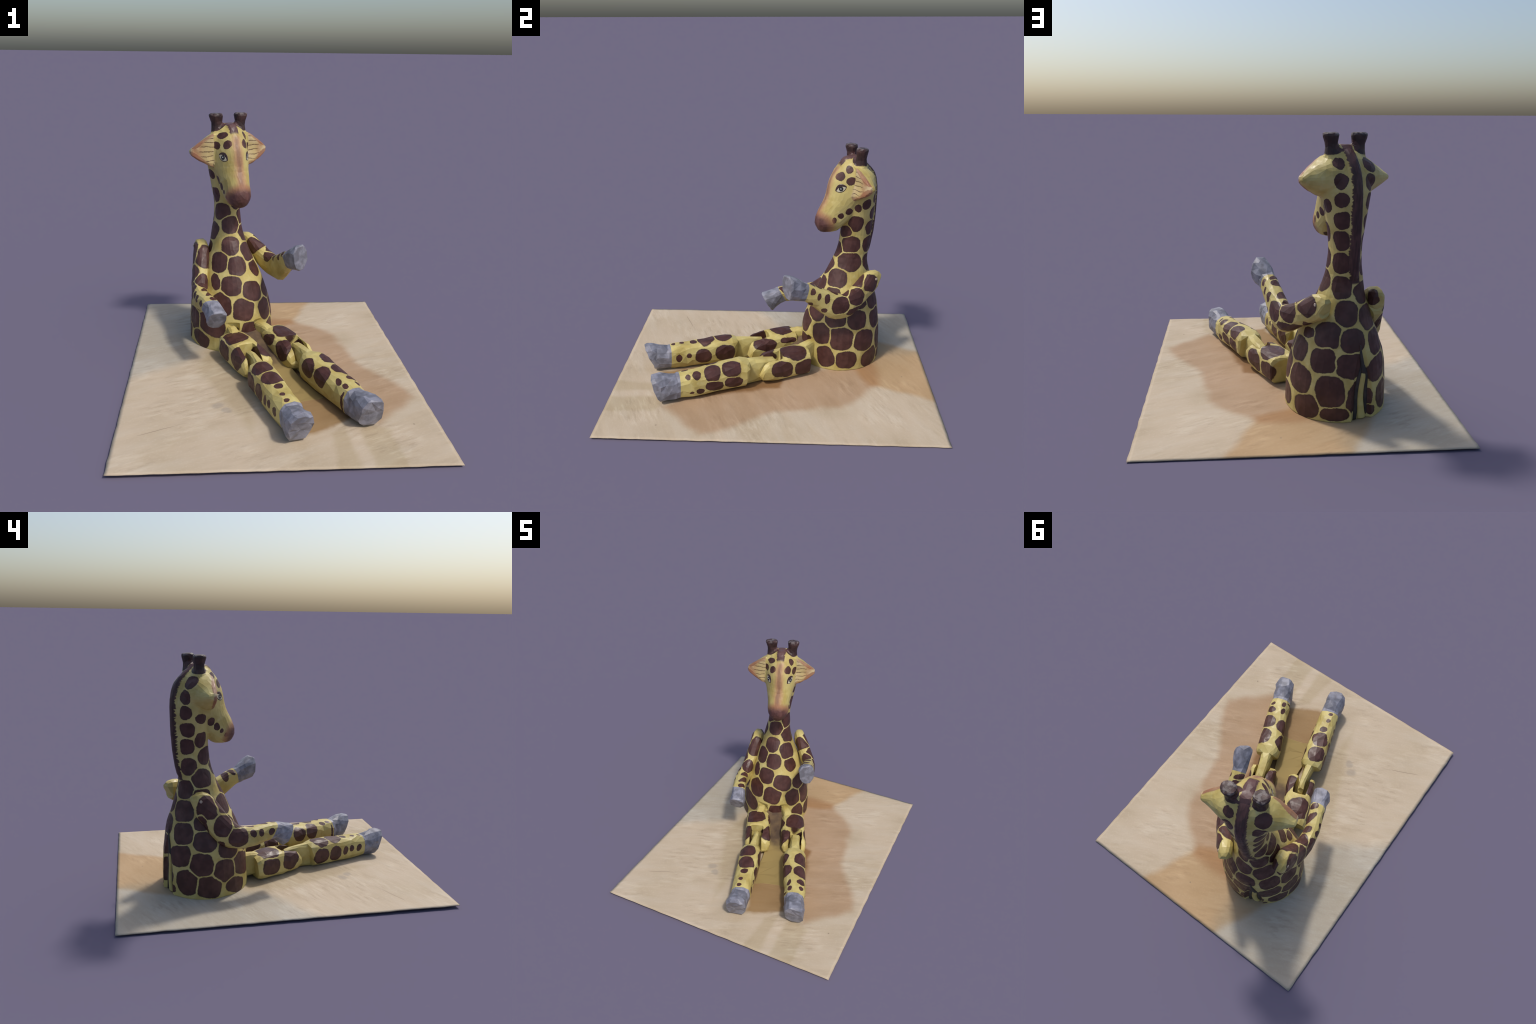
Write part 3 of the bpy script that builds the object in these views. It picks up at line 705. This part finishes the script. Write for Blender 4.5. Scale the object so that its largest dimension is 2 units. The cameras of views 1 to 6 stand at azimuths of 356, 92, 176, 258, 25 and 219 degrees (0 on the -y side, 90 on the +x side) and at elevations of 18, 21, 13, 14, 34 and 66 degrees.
# ------------------------------------------------------------------ slab
def slab():
    nx, ny = 82, 100
    bm = bmesh.new()
    grid = []
    def border(i, j):
        x = -0.815 + 1.63*i/nx; y = -0.998 + 1.996*j/ny
        if i in (0, nx): x += .0035*noise.noise(Vector((7.0*(i > 0), y*14, 3)))
        if j in (0, ny): y += (.002 if True else 0)*noise.noise(Vector((x*14, 5.0*(j > 0), 9)))
        return x, y
    for i in range(nx+1):
        row = []
        for j in range(ny+1):
            x, y = border(i, j)
            z = .0105 - .0045*x - .0035*y + .0016*noise.noise(Vector((x*5, y*5, 1))) + .0012*noise.noise(Vector((x*16+y*5, y*20, 4)))
            if i in (0, nx) or j in (0, ny): z -= .001
            row.append(bm.verts.new((x, y, z)))
        grid.append(row)
    for i in range(nx):
        for j in range(ny):
            bm.faces.new((grid[i][j], grid[i+1][j], grid[i+1][j+1], grid[i][j+1]))
    loop = [grid[i][0] for i in range(nx)] + [grid[nx][j] for j in range(ny)] + [grid[i][ny] for i in range(nx, 0, -1)] + [grid[0][j] for j in range(ny, 0, -1)]
    low = [bm.verts.new((v.co.x*.997, v.co.y*.997, max(0.0, v.co.z-.004))) for v in loop]
    n = len(loop)
    for k in range(n):
        bm.faces.new((loop[k], low[k], low[(k+1) % n], loop[(k+1) % n]))
    bm.faces.new(low)
    lowest = min(v.co.z for v in bm.verts)
    for v in bm.verts: v.co.z -= lowest
    me = to_mesh(bm, 'sandstone_slab')
    for p in me.polygons: p.use_smooth = p.normal.z > .7
    g = Graph('sandstone')
    d = g.n('ShaderNodeMapping'); d.inputs['Rotation'].default_value = (0, 0, math.radians(-24))
    g.plug(d.inputs['Vector'], g.warp(.035, 3.0)); bed = d.outputs[0]          # bedding runs at a slant over the slab
    grain = g.noise(1.0, 5.0, co=g.vec('MULTIPLY', bed, (2.2, 10.0, 6.0)), rough=.5)
    ripple = g.noise(1.0, 4.0, co=g.vec('MULTIPLY', bed, (9.0, 38.0, 20.0)), rough=.55)
    broad = g.noise(2.2, 4.0); fine = g.noise(90.0, 3.0)
    rough_zone = g.step(g.noise(2.8, 2.0, co=g.vec('ADD', g.co, (3.1, 7.7, 0))), .46, .62)
    col = g.mix(g.step(broad, .35, .68), (.50, .40, .285), (.44, .348, .235))
    col = g.mix(g.step(grain, .45, .66, 0, .4), col, (.52, .44, .335))
    col = g.mix(g.step(grain, .30, .44, .28, 0), col, (.36, .275, .18))
    col = g.mix(g.math('MULTIPLY', g.step(ripple, .48, .66), g.math('ADD', g.math('MULTIPLY', rough_zone, .26), .05)), col, (.66, .575, .44))
    col = g.mix(g.math('MULTIPLY', g.step(ripple, .34, .46, 1, 0), g.math('ADD', g.math('MULTIPLY', rough_zone, .25), .06)), col, (.30, .225, .145))
    col = g.mix(g.step(fine, .5, .75, 0, .15), col, (.64, .55, .43))
    # cast lamp shadows baked into the stone colour, each tinted within a straight-ish border
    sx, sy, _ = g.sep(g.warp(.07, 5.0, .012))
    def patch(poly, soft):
        cx = sum(p[0] for p in poly)/len(poly); cy = sum(p[1] for p in poly)/len(poly)
        m = None
        for (x0, y0), (x1, y1) in zip(poly, poly[1:]+poly[:1]):
            n = Vector((y1-y0, x0-x1)).normalized()
            if n.dot(Vector((cx-x0, cy-y0))) > 0: n = -n
            e = g.math('SUBTRACT', g.math('ADD', g.math('MULTIPLY', sx, n.x), g.math('MULTIPLY', sy, n.y)), n.x*x0+n.y*y0)
            m = e if m is None else g.math('MAXIMUM', m, e)
        return g.step(m, -soft, soft, 1, 0)
    def tint(mask, colour, amount):
        nonlocal col
        mul = g.n('ShaderNodeMix', data_type='RGBA', blend_type='MULTIPLY')
        g.plug(mul.inputs['Factor'], g.math('MULTIPLY', mask, amount)); g.plug(mul.inputs[6], col); g.plug(mul.inputs[7], colour)
        col = mul.outputs[2]
    tint(patch([(-.18, .6), (-.20, 1.02), (-.84, 1.02), (-.84, -.16), (-.5, .08)], .06), (.82, .90, 1.0), .9)  # cool grey painted for the shaded rear corner
    tint(patch([(.385, 1.02), (.22, .62), (-.05, .5), (-.4, .62), (-.225, 1.02)], .035), (.88, .72, .52), .95)  # orange wedge of the figure's shadow, drawn behind the torso
    brown_shadow = g.math('MAXIMUM', patch([(-.1, .68), (.21, .68), (.39, .52), (.47, .41), (.50, .22), (.53, -.02), (.2, -.05)], .035),
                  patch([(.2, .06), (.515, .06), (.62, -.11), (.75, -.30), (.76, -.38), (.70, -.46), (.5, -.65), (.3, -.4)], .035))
    tint(brown_shadow, (.78, .62, .50), .85)
    tint(patch([(.05, .1), (.28, .05), (.42, -.58), (.12, -.73), (-.05, -.30)], .02), (.56, .42, .24), .95)  # shade between the legs multiplied into the stone
    green_shadow = g.math('MAXIMUM', patch([(-.36, .2), (-.43, -.08), (-.43, -.2), (-.26, -.62), (-.07, -.86), (.0, -1.02), (.14, -1.02), (.13, -.7), (-.12, -.2), (-.1, .2)], .035),
                  patch([(.40, -.64), (.55, -.70), (.56, -1.02), (.40, -1.02)], .02))
    green_shadow = g.math('MAXIMUM', green_shadow, patch([(.24, -.72), (.32, -.68), (.34, -1.02), (.24, -1.02)], .02))
    tint(green_shadow, (.85, .83, .74), .8)
    # dark flecks, two smudges and a hairline crack
    vor = g.n('ShaderNodeTexVoronoi'); vor.inputs['Scale'].default_value = 7.0; g.plug(vor.inputs['Vector'], g.co)
    sel = g.n('ShaderNodeSeparateColor'); g.plug(sel.inputs[0], vor.outputs['Color'])
    fleck = g.math('MULTIPLY', g.step(vor.outputs['Distance'], .025, .05, 1, 0), g.step(sel.outputs[0], .70, .72))
    col = g.mix(g.math('MULTIPLY', fleck, .6), col, (.20, .15, .10))
    for x, y, r in ((-.31, -.44, .034), (-.26, -.485, .024)):
        l = g.vec('LENGTH', g.local(g.warp(.05, 12.0), (x, y, .01), (0, 0, .4), (r*1.3, r, .05)))
        col = g.mix(g.step(l, .5, 1.2, .4, 0), col, (.25, .22, .19))
    l = g.local(g.warp(.02, 9.0), (-.615, -.665, .01), (0, 0, math.radians(23)), (.115, .0022, .05))
    col = g.mix(g.step(g.vec('LENGTH', l), .6, 1.1, .7, 0), col, (.18, .13, .09))
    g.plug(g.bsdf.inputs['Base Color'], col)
    g.bsdf.inputs['Roughness'].default_value = .8
    bp = g.n('ShaderNodeBump'); bp.inputs['Strength'].default_value = .5; bp.inputs['Distance'].default_value = .006
    h = g.math('ADD', grain, g.math('ADD', g.math('MULTIPLY', ripple, g.math('ADD', g.math('MULTIPLY', rough_zone, .6), .15)), g.math('MULTIPLY', fine, .2)))
    g.plug(bp.inputs['Height'], h); g.nt.links.new(bp.outputs[0], g.bsdf.inputs['Normal'])
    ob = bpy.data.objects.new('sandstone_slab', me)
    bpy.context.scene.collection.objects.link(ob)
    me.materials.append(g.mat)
    ob['label'] = 'thin flat rectangular slab of pale riven sandstone'
    ob['category'] = 'stone slab'

build()
slab()
